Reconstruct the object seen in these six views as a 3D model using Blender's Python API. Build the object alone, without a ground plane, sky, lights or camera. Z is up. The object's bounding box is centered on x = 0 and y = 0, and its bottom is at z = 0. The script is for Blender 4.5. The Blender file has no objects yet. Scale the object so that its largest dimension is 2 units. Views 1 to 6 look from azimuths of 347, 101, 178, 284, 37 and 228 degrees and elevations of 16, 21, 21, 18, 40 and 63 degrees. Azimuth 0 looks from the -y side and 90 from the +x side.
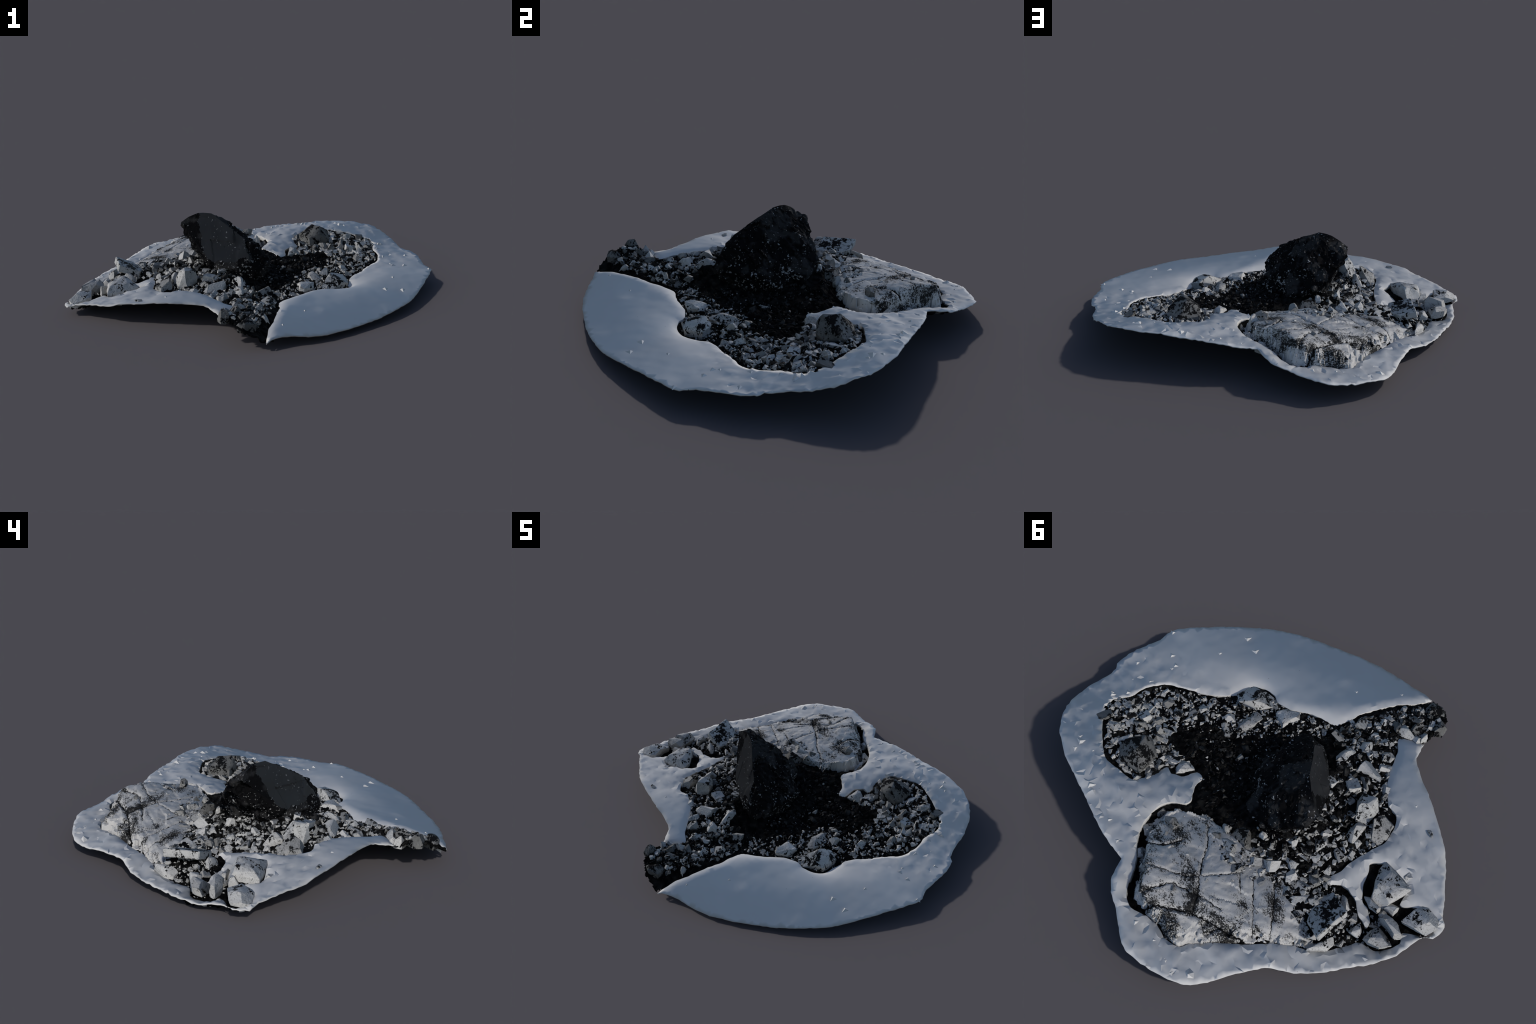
# A snow-covered outcrop: a thin undulating snow sheet, broken open over a bed of
# dark gravel, with a cracked slab of bedrock, one leaning black boulder, and
# scattered blocks, stones and gravel.
import bpy, bmesh, math, random
import numpy as np
from mathutils import Vector, Matrix, noise
from mathutils.geometry import delaunay_2d_cdt

random.seed(7)
rng = np.random.default_rng(7)
noise.seed_set(3)

# ------------------------------------------------------------------ helpers
def nz(x, y, z=0.0, s=1.0, seed=0.0):
    return noise.noise(Vector((x * s + seed, y * s - seed * .7, z * s + seed * .3)))

def fbm(x, y, z=0.0, s=1.0, seed=0.0, octv=4):
    return noise.fractal(Vector((x * s + seed, y * s - seed, z * s)), 1.0, 2.0, octv)

def facet(x, y, s, seed=0.0, step=1.0, tilt=1.0, z=0.0):
    """broken-rock relief: every cell is a flat facet with a height and a slope of its own (about -1..1)"""
    p = Vector((x * s + seed, y * s - seed, z * s + seed * .5))
    c = noise.voronoi(p)[1][0]
    r = noise.cell_vector(c * 3.7 + Vector((seed, 2.1, 5.3)))
    d = p - c
    return step * (r[2] * 2 - 1) * .5 + tilt * ((r[0] * 2 - 1) * d.x + (r[1] * 2 - 1) * d.y)

class Sheet:
    """Smooth thin-plate surface z(x, y) through given points."""
    def __init__(self, pts, lam=1e-3):
        C = self.C = np.array(pts, float)
        n = len(C)
        d = np.linalg.norm(C[:, None, :2] - C[None, :, :2], axis=-1)
        K = d * d * np.log(d + 1e-9) + lam * np.eye(n)
        Pm = np.c_[np.ones(n), C[:, :2]]
        A = np.block([[K, Pm], [Pm.T, np.zeros((3, 3))]])
        self.w = np.linalg.solve(A, np.r_[C[:, 2], 0, 0, 0])
    def __call__(self, q):
        q = np.atleast_2d(np.asarray(q, float))[:, :2]
        out = np.empty(len(q))
        n = len(self.C)
        for i in range(0, len(q), 4000):
            p = q[i:i + 4000]
            d = np.linalg.norm(p[:, None] - self.C[None, :, :2], axis=-1)
            out[i:i + 4000] = (d * d * np.log(d + 1e-9)) @ self.w[:n] + np.c_[np.ones(len(p)), p] @ self.w[n:]
        return out

def seg_dist(p, L, closed=False):
    """distance of every p to every segment of polyline L -> (n, m)"""
    p = np.atleast_2d(p); L = np.asarray(L, float)
    a = L if closed else L[:-1]
    b = np.roll(L, -1, 0) if closed else L[1:]
    ab = b - a
    out = np.empty((len(p), len(a)))
    for i in range(len(a)):
        t = np.clip(((p - a[i]) @ ab[i]) / max(ab[i] @ ab[i], 1e-12), 0, 1)
        out[:, i] = np.linalg.norm(p - a[i] - t[:, None] * ab[i], axis=1)
    return out

def inside(poly, p):
    p = np.atleast_2d(p); poly = np.asarray(poly)
    x, y = p[:, 0], p[:, 1]
    c = np.zeros(len(p), bool)
    j = len(poly) - 1
    for i in range(len(poly)):
        xi, yi = poly[i][:2]; xj, yj = poly[j][:2]
        t = ((yi > y) != (yj > y)) & (x < (xj - xi) * (y - yi) / (yj - yi + 1e-12) + xi)
        c ^= t; j = i
    return c

def catmull(P, step, closed=False):
    P = np.asarray(P, float); n = len(P); out = []
    for i in range(n if closed else n - 1):
        if closed:
            p0, p1, p2, p3 = P[(i - 1) % n], P[i], P[(i + 1) % n], P[(i + 2) % n]
        else:
            p0, p1, p2, p3 = P[max(i - 1, 0)], P[i], P[i + 1], P[min(i + 2, n - 1)]
        k = max(1, int(round(np.linalg.norm((p2 - p1)[:2]) / step)))
        for t in np.arange(k) / k:
            # tension keeps the curve close to the control polygon
            m1, m2 = (p2 - p0) * .35, (p3 - p1) * .35
            out.append((2*t**3-3*t**2+1)*p1 + (t**3-2*t**2+t)*m1 + (-2*t**3+3*t**2)*p2 + (t**3-t**2)*m2)
    if not closed:
        out.append(P[-1])
    return np.array(out)

def mesh_object(name, verts, faces, mats, smooth=True, angle=None, parent=None):
    me = bpy.data.meshes.new(name)
    me.from_pydata([tuple(v) for v in verts], [], [tuple(f) for f in faces])
    me.update()
    for m in (mats if isinstance(mats, (list, tuple)) else [mats]):
        me.materials.append(m)
    if smooth:
        me.polygons.foreach_set("use_smooth", [True] * len(me.polygons))
        if angle is not None:
            me.set_sharp_from_angle(angle=math.radians(angle))
    ob = bpy.data.objects.new(name, me)
    bpy.context.scene.collection.objects.link(ob)
    if parent:
        ob.parent = parent
    return ob

def prune(bm, r):
    """drop the points that a convex hull left unused"""
    loose = {e for e in r["geom_interior"] + r["geom_unused"] if isinstance(e, bmesh.types.BMVert) and e.is_valid}
    bmesh.ops.delete(bm, geom=[q for q in bm.verts if q in loose or not q.link_faces], context="VERTS")

# ---------------------------------------------------------------- materials
class NT:
    def __init__(self, name):
        self.m = bpy.data.materials.new(name); self.m.use_nodes = True
        self.t = self.m.node_tree; self.t.nodes.clear()
        self.out = self.t.nodes.new("ShaderNodeOutputMaterial")
        self.b = self.t.nodes.new("ShaderNodeBsdfPrincipled")
        self.link(self.b.outputs[0], self.out.inputs[0])
        self.co = self.t.nodes.new("ShaderNodeTexCoord").outputs["Object"]
    def link(self, a, b): self.t.links.new(a, b)
    def put(self, s, v):
        if hasattr(v, "is_linked"): self.link(v, s)
        else: s.default_value = v
    def math(self, op, a, b=0.0, c=None, clamp=False):
        n = self.t.nodes.new("ShaderNodeMath"); n.operation = op; n.use_clamp = clamp
        self.put(n.inputs[0], a); self.put(n.inputs[1], b)
        if c is not None: self.put(n.inputs[2], c)
        return n.outputs[0]
    def vmath(self, op, a, b=(0, 0, 0)):
        n = self.t.nodes.new("ShaderNodeVectorMath"); n.operation = op
        self.put(n.inputs[0], a); self.put(n.inputs[1], b)
        return n
    def noise(self, scale, detail=4, rough=.6, co=None, dist=0.0):
        n = self.t.nodes.new("ShaderNodeTexNoise")
        self.link(co or self.co, n.inputs["Vector"])
        n.inputs["Scale"].default_value = scale; n.inputs["Detail"].default_value = detail
        n.inputs["Roughness"].default_value = rough; n.inputs["Distortion"].default_value = dist
        return n.outputs["Fac"]
    def voro(self, scale, feature="DISTANCE_TO_EDGE", co=None):
        n = self.t.nodes.new("ShaderNodeTexVoronoi"); n.feature = feature
        self.link(co or self.co, n.inputs["Vector"]); n.inputs["Scale"].default_value = scale
        return n.outputs["Distance"]
    def step(self, v, lo, hi):
        n = self.t.nodes.new("ShaderNodeMapRange"); n.interpolation_type = "SMOOTHSTEP"
        self.put(n.inputs[0], v); self.put(n.inputs[1], lo); self.put(n.inputs[2], hi)
        return n.outputs[0]
    def mix(self, f, a, b):
        n = self.t.nodes.new("ShaderNodeMix"); n.data_type = "RGBA"
        self.put(n.inputs[0], f)
        for s, v in ((n.inputs[6], a), (n.inputs[7], b)):
            self.put(s, v if hasattr(v, "is_linked") else (*v, 1))
        return n.outputs[2]
    def shifted(self, k=13.0):
        """object coordinates moved by a random amount per object, so that repeats differ"""
        r = self.t.nodes.new("ShaderNodeObjectInfo").outputs["Random"]
        n = self.vmath("ADD", self.co)
        cb = self.t.nodes.new("ShaderNodeCombineXYZ")
        s = self.math("MULTIPLY", r, k)
        for i in range(3): self.link(s, cb.inputs[i])
        self.link(cb.outputs[0], n.inputs[1])
        return n.outputs[0], r
    def bump(self, h, strength=.3, dist=.004):
        n = self.t.nodes.new("ShaderNodeBump")
        n.inputs["Strength"].default_value = strength; n.inputs["Distance"].default_value = dist
        self.link(h, n.inputs["Height"]); self.link(self.turned(), n.inputs["Normal"]); self.link(n.outputs[0], self.b.inputs["Normal"])
    def turned(self):
        """shading normals leant over, as in the scan"""
        g = self.t.nodes.new("ShaderNodeNewGeometry"); v = self.t.nodes.new("ShaderNodeVectorRotate")
        v.rotation_type = "AXIS_ANGLE"
        a, b = Vector(LEAN).normalized(), Vector((-.664, -.303, .683)).normalized()
        v.inputs["Axis"].default_value = a.cross(b).normalized(); v.inputs["Angle"].default_value = a.angle(b)
        self.link(g.outputs["Normal"], v.inputs["Vector"])
        return v.outputs[0]
    def done(self, col, rough=.9, spec=.2):
        self.put(self.b.inputs["Base Color"], col if hasattr(col, "is_linked") else (*col, 1))
        self.put(self.b.inputs["Roughness"], rough)
        self.b.inputs["Specular IOR Level"].default_value = spec
        return self.m

LEAN = (-.90, .36, .12)
SNOW_C = (.585, .58, .565)
BLACK = (.005, .005, .0055)

def mat_snow():
    k = NT("snow")
    n = k.noise(6, 3, .55); f = k.noise(150, 2, .5)
    c = k.mix(n, tuple(v * .95 for v in SNOW_C), tuple(v * 1.05 for v in SNOW_C))
    speck = k.step(k.noise(75, 1, .3), .845, .85)
    c = k.mix(k.math("MULTIPLY", speck, .8), c, (.05, .05, .055))
    k.bump(f, .06, .002)
    return k.done(c, .8, .1)

def crusted(k, co, cover=.56, scale=85.0, patch=26.0, share=.6, rnd=None):
    """mask of black crust on pale stone: patches and veins with speckled borders"""
    big = k.noise(patch, 4, .6, co, .5); fine = k.noise(scale, 4, .7, co, .4)
    v = k.math("ADD", k.math("MULTIPLY", big, share), k.math("MULTIPLY", fine, 1 - share))
    thr = cover if rnd is None else k.math("MULTIPLY_ADD", rnd, -.05, cover + .025)
    # the crust grows on the tops; steep broken sides stay clean
    sep = k.t.nodes.new("ShaderNodeSeparateXYZ"); k.link(k.t.nodes.new("ShaderNodeNewGeometry").outputs["Normal"], sep.inputs[0])
    thr = k.math("SUBTRACT", thr, k.math("MULTIPLY_ADD", k.step(sep.outputs[2], .35, .85), .04, -.02))
    m = k.step(k.math("SUBTRACT", v, thr), -.008, .008)
    vein = k.math("ABSOLUTE", k.math("SUBTRACT", k.noise(patch, 5, .65, co, .8), .5))
    return k.math("MAXIMUM", m, k.math("MULTIPLY", k.step(vein, .007, .003), .85)), fine

def mat_pale(name="pale_rock", cover=.57, lo=(.33, .33, .325), hi=(.54, .535, .52), dull=.75):
    k = NT(name); co, r = k.shifted()
    m, fine = crusted(k, co, cover, 95.0, 24.0, .6, r)
    tone = k.noise(22, 4, .6, co)
    pale = k.mix(tone, lo, hi)
    pale = k.mix(k.math("MULTIPLY", k.step(r, .35, 1.0), dull), pale, (.11, .11, .107))
    k.bump(fine, .5, .004)
    return k.done(k.mix(m, pale, BLACK), .9, .1)

def mat_dark(name="dark_rock"):
    k = NT(name); co, r = k.shifted()
    m, fine = crusted(k, co, .525, 95.0, 24.0, .6, r)
    body = k.mix(k.noise(30, 4, .6, co), (.07, .07, .068), (.20, .20, .195))
    k.bump(fine, .5, .004)
    return k.done(k.mix(m, body, (.004, .004, .0045)), .9, .1)

def mat_grit():
    k = NT("black_grit"); co, r = k.shifted()
    fine = k.noise(90, 4, .7, co)
    k.bump(fine, .4, .004)
    return k.done(k.mix(k.step(k.noise(24, 4, .6, co), .4, .66), (.006, .006, .0065), (.045, .044, .042)), .95, .04)

def mat_boulder():
    k = NT("black_crusted_rock")
    fine = k.noise(80, 4, .65, None, .3); big = k.noise(7, 3, .5); tone = k.noise(9, 3, .5)
    # pale flecks, thick low down, sparse near the crown
    sep = k.t.nodes.new("ShaderNodeSeparateXYZ"); k.link(k.co, sep.inputs[0])
    low = k.step(k.math("ADD", sep.outputs[2], k.math("MULTIPLY", big, .3)), .44, .26)
    thr = k.math("SUBTRACT", k.math("MULTIPLY_ADD", k.noise(15, 3, .6), -.32, .81), k.math("MULTIPLY", low, .07))
    m = k.step(k.math("SUBTRACT", fine, thr), -.012, .02)
    body = k.mix(k.step(tone, .5, .58), (.0035, .0035, .004), (.023, .023, .0235))
    k.bump(fine, .6, .005)
    return k.done(k.mix(m, body, (.34, .34, .335)), .9, .06)

def mat_face():
    """the fresh break: black, close-grained, with a dull gloss, nicks and a few pale chips"""
    k = NT("fresh_broken_rock")
    fine = k.noise(140, 5, .7); tone = k.noise(9, 3, .6)
    c = k.mix(tone, (.008, .008, .009), (.016, .016, .017))
    c = k.mix(k.step(k.noise(70, 3, .6), .66, .69), c, (.16, .16, .16))
    c = k.mix(k.step(k.noise(11, 5, .7), .66, .68), c, (.003, .003, .003))
    n = k.t.nodes.new("ShaderNodeBump"); n.inputs["Strength"].default_value = .2; n.inputs["Distance"].default_value = .002
    k.link(fine, n.inputs["Height"]); k.link(k.turned(), n.inputs["Normal"]); k.link(n.outputs[0], k.b.inputs["Normal"])
    return k.done(c, .5, .42)

def mat_soil():
    k = NT("dark_gravel")
    fine = k.noise(100, 5, .72, None, .4); big = k.noise(7, 3, .5)
    m = k.step(k.math("ADD", fine, k.math("MULTIPLY", big, .35)), .86, .885)
    body = k.mix(k.step(k.noise(26, 4, .6), .42, .66), (.002, .002, .0025), (.012, .0118, .0112))
    k.bump(fine, .5, .006)
    return k.done(k.mix(m, body, (.2, .2, .2)), .95, .03)

def mat_slab(cracks):
    k = NT("cracked_bedrock")
    # wobble, so that the crack lines run ragged
    n = k.t.nodes.new("ShaderNodeTexNoise"); k.link(k.co, n.inputs["Vector"])
    n.inputs["Scale"].default_value = 45; n.inputs["Detail"].default_value = 5
    w = k.vmath("SCALE", k.vmath("SUBTRACT", n.outputs["Color"], (.5, .5, .5)).outputs[0]); w.inputs["Scale"].default_value = .026
    flat = k.vmath("MULTIPLY", k.vmath("ADD", k.co, w.outputs[0]).outputs[0], (1, 1, 0)).outputs[0]
    best = None
    for line, width in cracks:
        for a, b in zip(line[:-1], line[1:]):
            ab = (b[0] - a[0], b[1] - a[1], 0); l2 = ab[0] ** 2 + ab[1] ** 2
            pa = k.vmath("SUBTRACT", flat, (a[0], a[1], 0)).outputs[0]
            t = k.math("DIVIDE", k.vmath("DOT_PRODUCT", pa, ab).outputs["Value"], l2, clamp=True)
            sc = k.t.nodes.new("ShaderNodeVectorMath"); sc.operation = "SCALE"
            sc.inputs[0].default_value = ab; k.link(t, sc.inputs["Scale"])
            d = k.vmath("LENGTH", k.vmath("SUBTRACT", pa, sc.outputs[0]).outputs[0]).outputs["Value"]
            d = k.math("DIVIDE", d, width)
            best = d if best is None else k.math("MINIMUM", best, d)
    crack = k.step(k.math("ADD", best, k.math("MULTIPLY", k.noise(34, 3), 1.6)), 1.7, 1.2)
    halo = k.step(best, 12.0, 1.0)
    # crust gathers along the strata: stretched coordinates
    mp = k.t.nodes.new("ShaderNodeMapping"); k.link(k.co, mp.inputs[0]); mp.inputs["Rotation"].default_value = (0, 0, .75); mp.inputs["Scale"].default_value = (.8, 1.25, 1.0)
    big = k.noise(8, 4, .6, mp.outputs[0], .5); fine = k.noise(150, 5, .8, mp.outputs[0], .2)
    # the steep north and east sides carry more
    sep = k.t.nodes.new("ShaderNodeSeparateXYZ"); k.link(k.t.nodes.new("ShaderNodeNewGeometry").outputs["Normal"], sep.inputs[0])
    thr = k.math("SUBTRACT", k.math("ADD", k.math("MULTIPLY", big, -1.05), 1.118), k.math("MULTIPLY", halo, .05))
    thr = k.math("SUBTRACT", thr, k.math("MULTIPLY", k.math("MULTIPLY", k.step(sep.outputs[2], .75, .45), k.step(sep.outputs[0], .0, .4)), .06))
    m = k.step(k.math("SUBTRACT", fine, thr), -.008, .008)
    vein = k.step(k.math("ABSOLUTE", k.math("SUBTRACT", k.noise(9, 6, .7, mp.outputs[0], 1.0), .5)), .010, .003)
    m = k.math("MAXIMUM", m, k.math("MULTIPLY", vein, k.step(big, .5, .6)))
    pale = k.mix(k.noise(14, 4, .6), (.40, .395, .385), (.57, .56, .54))
    c = k.mix(k.math("MULTIPLY", m, .97), pale, (.007, .007, .007))
    c = k.mix(crack, c, BLACK)
    k.bump(fine, .4, .004)
    return k.done(c, .9, .1)

# ------------------------------------------------------------- root object
root = bpy.data.objects.new("snowy_rock_outcrop", None)
bpy.context.scene.collection.objects.link(root)
root["label"] = "patch of snow around dark boulder, cracked bedrock and rubble"
root["category"] = "rocky ground"

# ------------------------------------------- the snow: rim and inner shore
# rim of the sheet, walked from the west side of the rubble spur round by the
# west, north and east to the east side of the spur
RIM = [(-.302, -.706, .125), (-.322, -.659, .13), (-.347, -.606, .14), (-.389, -.582, .145), (-.445, -.552, .145),
       (-.524, -.518, .145), (-.596, -.482, .14), (-.676, -.44, .13), (-.732, -.408, .125), (-.798, -.359, .105),
       (-.849, -.305, .1), (-.914, -.235, .085), (-.956, -.188, .07), (-.991, -.166, .065), (-.997, -.129, .06),
       (-.992, -.093, .055), (-.958, -.061, .055), (-.951, -.004, .05), (-.948, .04, .04), (-.936, .092, .04),
       (-.9, .185, .04), (-.877, .219, .04), (-.838, .285, .04), (-.805, .349, .045), (-.73, .451, .055),
       (-.639, .531, .07), (-.606, .585, .075), (-.55, .694, .07), (-.524, .753, .065), (-.496, .803, .065),
       (-.462, .848, .07), (-.413, .881, .08), (-.33, .917, .08), (-.235, .944, .09), (-.195, .949, .095),
       (-.146, .939, .105), (-.1, .913, .11), (-.038, .88, .12), (.049, .842, .14), (.089, .804, .155),
       (.108, .761, .16), (.126, .726, .16), (.148, .724, .165), (.207, .724, .165), (.272, .719, .175),
       (.354, .702, .185), (.431, .684, .19), (.505, .669, .19), (.581, .651, .2), (.667, .635, .2),
       (.715, .617, .2), (.795, .58, .2), (.858, .534, .19), (.887, .495, .185), (.93, .424, .165),
       (.952, .32, .14), (.956, .225, .125), (.967, .155, .115), (.988, .131, .115), (1.0, .056, .11),
       (.989, -.041, .105), (.976, -.122, .095), (.988, -.173, .09), (.979, -.217, .095), (.923, -.311, .09),
       (.844, -.422, .08), (.716, -.582, .06), (.61, -.673, .055), (.501, -.742, .045), (.355, -.814, .04),
       (.26, -.856, .04), (.158, -.891, .04), (.059, -.907, .05), (-.041, -.918, .065), (-.134, -.94, .06)]
# shore of the snow against the open rock, walked back from the spur's east side
SHORE_EAST = [(-.104, -.854), (-.057, -.771), (-.017, -.682), (.016, -.606), (.036, -.519), (.057, -.468), (.126, -.443),
         (.188, -.411), (.258, -.36), (.327, -.342), (.375, -.356), (.447, -.34), (.478, -.305), (.493, -.241),
         (.525, -.174), (.574, -.122), (.626, -.08), (.7, -.022), (.753, .019), (.791, .121), (.788, .185),
         (.821, .271), (.794, .335), (.72, .4), (.644, .452), (.564, .493), (.476, .482), (.399, .464), (.38, .433),
         (.366, .339), (.362, .296), (.323, .303), (.28, .267), (.262, .204), (.225, .202), (.206, .263), (.168, .307)]
SHORE_NORTH = [(.159, .337), (.209, .397), (.223, .461), (.211, .53), (.183, .588), (.121, .649), (.066, .698), (.028, .763),
         (-.021, .812), (-.065, .821), (-.132, .793), (-.193, .782), (-.26, .791), (-.324, .768), (-.351, .717),
         (-.406, .643), (-.484, .559), (-.556, .469), (-.635, .385), (-.693, .343), (-.726, .31), (-.767, .222),
         (-.799, .156), (-.862, .134), (-.892, .099), (-.916, .026), (-.89, -.01)]
SHORE_WEST = [(-.924, -.045), (-.964, -.068), (-.974, -.098), (-.968, -.14), (-.935, -.163), (-.886, -.16), (-.832, -.115),
         (-.796, -.084), (-.775, -.15), (-.759, -.172), (-.668, -.169), (-.627, -.158), (-.576, -.107), (-.595, -.082), (-.624, -.024),
         (-.672, .027), (-.713, .032), (-.764, .061), (-.77, .09), (-.737, .084), (-.709, .083), (-.654, .05),
         (-.6, .043), (-.561, .055), (-.527, .098), (-.502, .091), (-.52, .02), (-.519, -.046), (-.532, -.131),
         (-.551, -.211), (-.532, -.295), (-.489, -.343), (-.44, -.347), (-.364, -.402), (-.305, -.484),
         (-.261, -.57), (-.209, -.63), (-.262, -.676)]
SHORE = SHORE_EAST + SHORE_NORTH + SHORE_WEST
# heights inside the sheet
CREST = [(.123, -.671, .088), (.708, -.469, .077), (-.647, -.404, .127), (.802, -.386, .087), (.694, .53, .195),
         (.484, .625, .195), (.221, .192, .127), (.167, .335, .15), (.367, .292, .15), (.061, -.466, .089),
         (.321, -.333, .092), (-.779, .091, .05), (-.501, .098, .106),
         (.505, -.25, .068), (.533, -.18, .08), (.584, -.128, .084), (.636, -.086, .086), (.483, -.309, .076), (.181, -.404, .1),
         (.122, -.439, .096), (.035, -.71, .101), (.045, -.62, .104), (-.04, -.82, .092), (.13, -.5, .105), (.305, -.649, .08), (.23, -.671, .084), (.33, -.5, .095), (.22, -.53, .095), (.57, -.3, .091), (.62, -.39, .089),
         (.48, -.43, .094), (.66, -.2, .096), (-.4, -.46, .155), (-.5, -.39, .15), (-.56, -.3, .14), (-.6, -.22, .13), (-.3, -.62, .14), (-.34, -.53, .15), (-.56, -.06, .115)]
snow_z = Sheet(RIM + CREST)

rim = catmull(RIM, .016)
shore = catmull([RIM[-1][:2]] + SHORE + [RIM[0][:2]], .011)[1:-1]
for i, p in enumerate(rim[1:-1], 1):
    p[:2] += (nz(i * .9, 0, 0, 1, 5) * .004, nz(i * .9, 3, 0, 1, 9) * .004)
    p[2] += nz(i * .6, 7) * .003
for i, p in enumerate(shore):
    p += (nz(i * .35, 0, 0, 1, 15) * .004, nz(i * .35, 3, 0, 1, 19) * .004)
outline = np.vstack([rim[:, :2], shore])
nrim = len(rim)
hole = np.vstack([shore, [RIM[0][:2]], [(-.318, -.79), (-.3, -.856), (-.268, -.895), (-.238, -.921), (-.208, -.933), (-.168, -.94)], [RIM[-1][:2]]])

def scatter(poly, step, lo, hi, jit=.38):
    g = np.stack(np.meshgrid(np.arange(lo[0], hi[0], step), np.arange(lo[1], hi[1], step * .87)), -1)
    g[1::2, :, 0] += step / 2
    g = g.reshape(-1, 2)
    g = g + rng.uniform(-jit, jit, g.shape) * step
    return g[inside(poly, g)]

def snow_mesh():
    pts = scatter(outline, .021, (-1.02, -.97), (1.02, .97))
    d = seg_dist(pts, outline, True).min(1)
    pts = pts[d > .0075]
    allp = np.vstack([outline, pts])
    n = len(outline)
    vs, es, fs, ov, *_ = delaunay_2d_cdt([Vector(p) for p in allp], [], [list(range(n))], 1, 1e-6)
    vs = np.array([tuple(v) for v in vs])
    z = snow_z(vs)
    # rim heights follow the rim curve
    dr = seg_dist(vs, rim[:, :2]); near = dr.min(1)
    k = near < .02
    zr = rim[:-1, 2][dr.argmin(1)]
    z = np.where(k, z + (zr - z) * np.clip(1 - near / .02, 0, 1), z)
    ds = seg_dist(vs, shore).min(1)
    calm = 1 / (1 + np.exp(-(vs[:, 1] + .28 - .25 * vs[:, 0]) / .05))     # the south-east apron is wind-smoothed
    for i, (x, y) in enumerate(vs):
        a = .35 + .65 * calm[i]
        z[i] += calm[i] * rng.normal(0, .0016) * (3.6 if rng.random() < .022 else 1)
        z[i] += a * (.0065 * nz(x, y, 0, 9, 2) + .0036 * nz(x, y, 0, 24, 4)) * min(1, .4 + near[i] / .03)
    # the snow rounds over and slumps towards the rock
    thin = ((vs - (.72, .22)) @ np.array([1, .1]) > -.12)              # here it only dusts the gravel
    z -= np.where(thin, .12, 1.0) * np.where((vs[:, 1] < -.2) & (vs[:, 0] > -.2), .014 * np.exp(-(ds / .016) ** 1.4), .007 * np.exp(-(ds / .008) ** 1.3))
    v3 = [(*p, h) for p, h in zip(vs, z)]
    # which way round are the faces
    faces = [tuple(f) for f in fs]
    fixed = []
    for f in faces:
        a, b, c = (vs[i] for i in f[:3])
        fixed.append(f if (b[0]-a[0])*(c[1]-a[1]) - (b[1]-a[1])*(c[0]-a[0]) > 0 else f[::-1])
    # wall under the shore
    me_edges = {}
    for f in fixed:
        for a, b in zip(f, f[1:] + f[:1]):
            me_edges[(a, b)] = me_edges.get((a, b), 0) + 1
    low = {}
    ctr = {}
    for (a, b) in list(me_edges):
        if (b, a) in me_edges or near[a] < .004 and near[b] < .004: continue
        if ds[a] > .004 or ds[b] > .004 or thin[a] or near[a] < .02 or near[b] < .02: continue
        e = vs[b] - vs[a]; nrm = np.array([e[1], -e[0]]) / (np.linalg.norm(e) + 1e-9)
        for q in (a, b):
            ctr.setdefault(q, []).append(nrm)
    def lower(q):
        if q not in low:
            nrm = np.mean(ctr[q], 0)
            low[q] = len(v3)
            x, y, h = v3[q]
            dpt = (.010 if thin[q] else .020) * (1 + .5 * nz(x, y, 0, 20, 8))
            v3.append((x + nrm[0] * .003, y + nrm[1] * .003, h - dpt))
        return low[q]
    for (a, b) in list(me_edges):
        if (b, a) in me_edges or a not in ctr or b not in ctr: continue
        if near[a] < .004 and near[b] < .004: continue
        fixed.append((b, a, lower(a), lower(b)))
    return v3, fixed

M_SNOW, M_PALE, M_DARK, M_SOIL = mat_snow(), mat_pale(), mat_dark(), mat_soil()
M_GRIT = mat_grit()
M_CHIP = mat_pale("pale_chip", .64, (.22, .22, .215), (.50, .495, .48), .0)
M_PALE2 = mat_pale("crusted_rock", .53, (.32, .32, .315), (.50, .50, .485), .75)
v, f = snow_mesh()
snow = mesh_object("snow_sheet", v, f, M_SNOW, True, 21, root)
md = snow.modifiers.new("thickness", "SOLIDIFY"); md.thickness = .005; md.offset = -1

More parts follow.
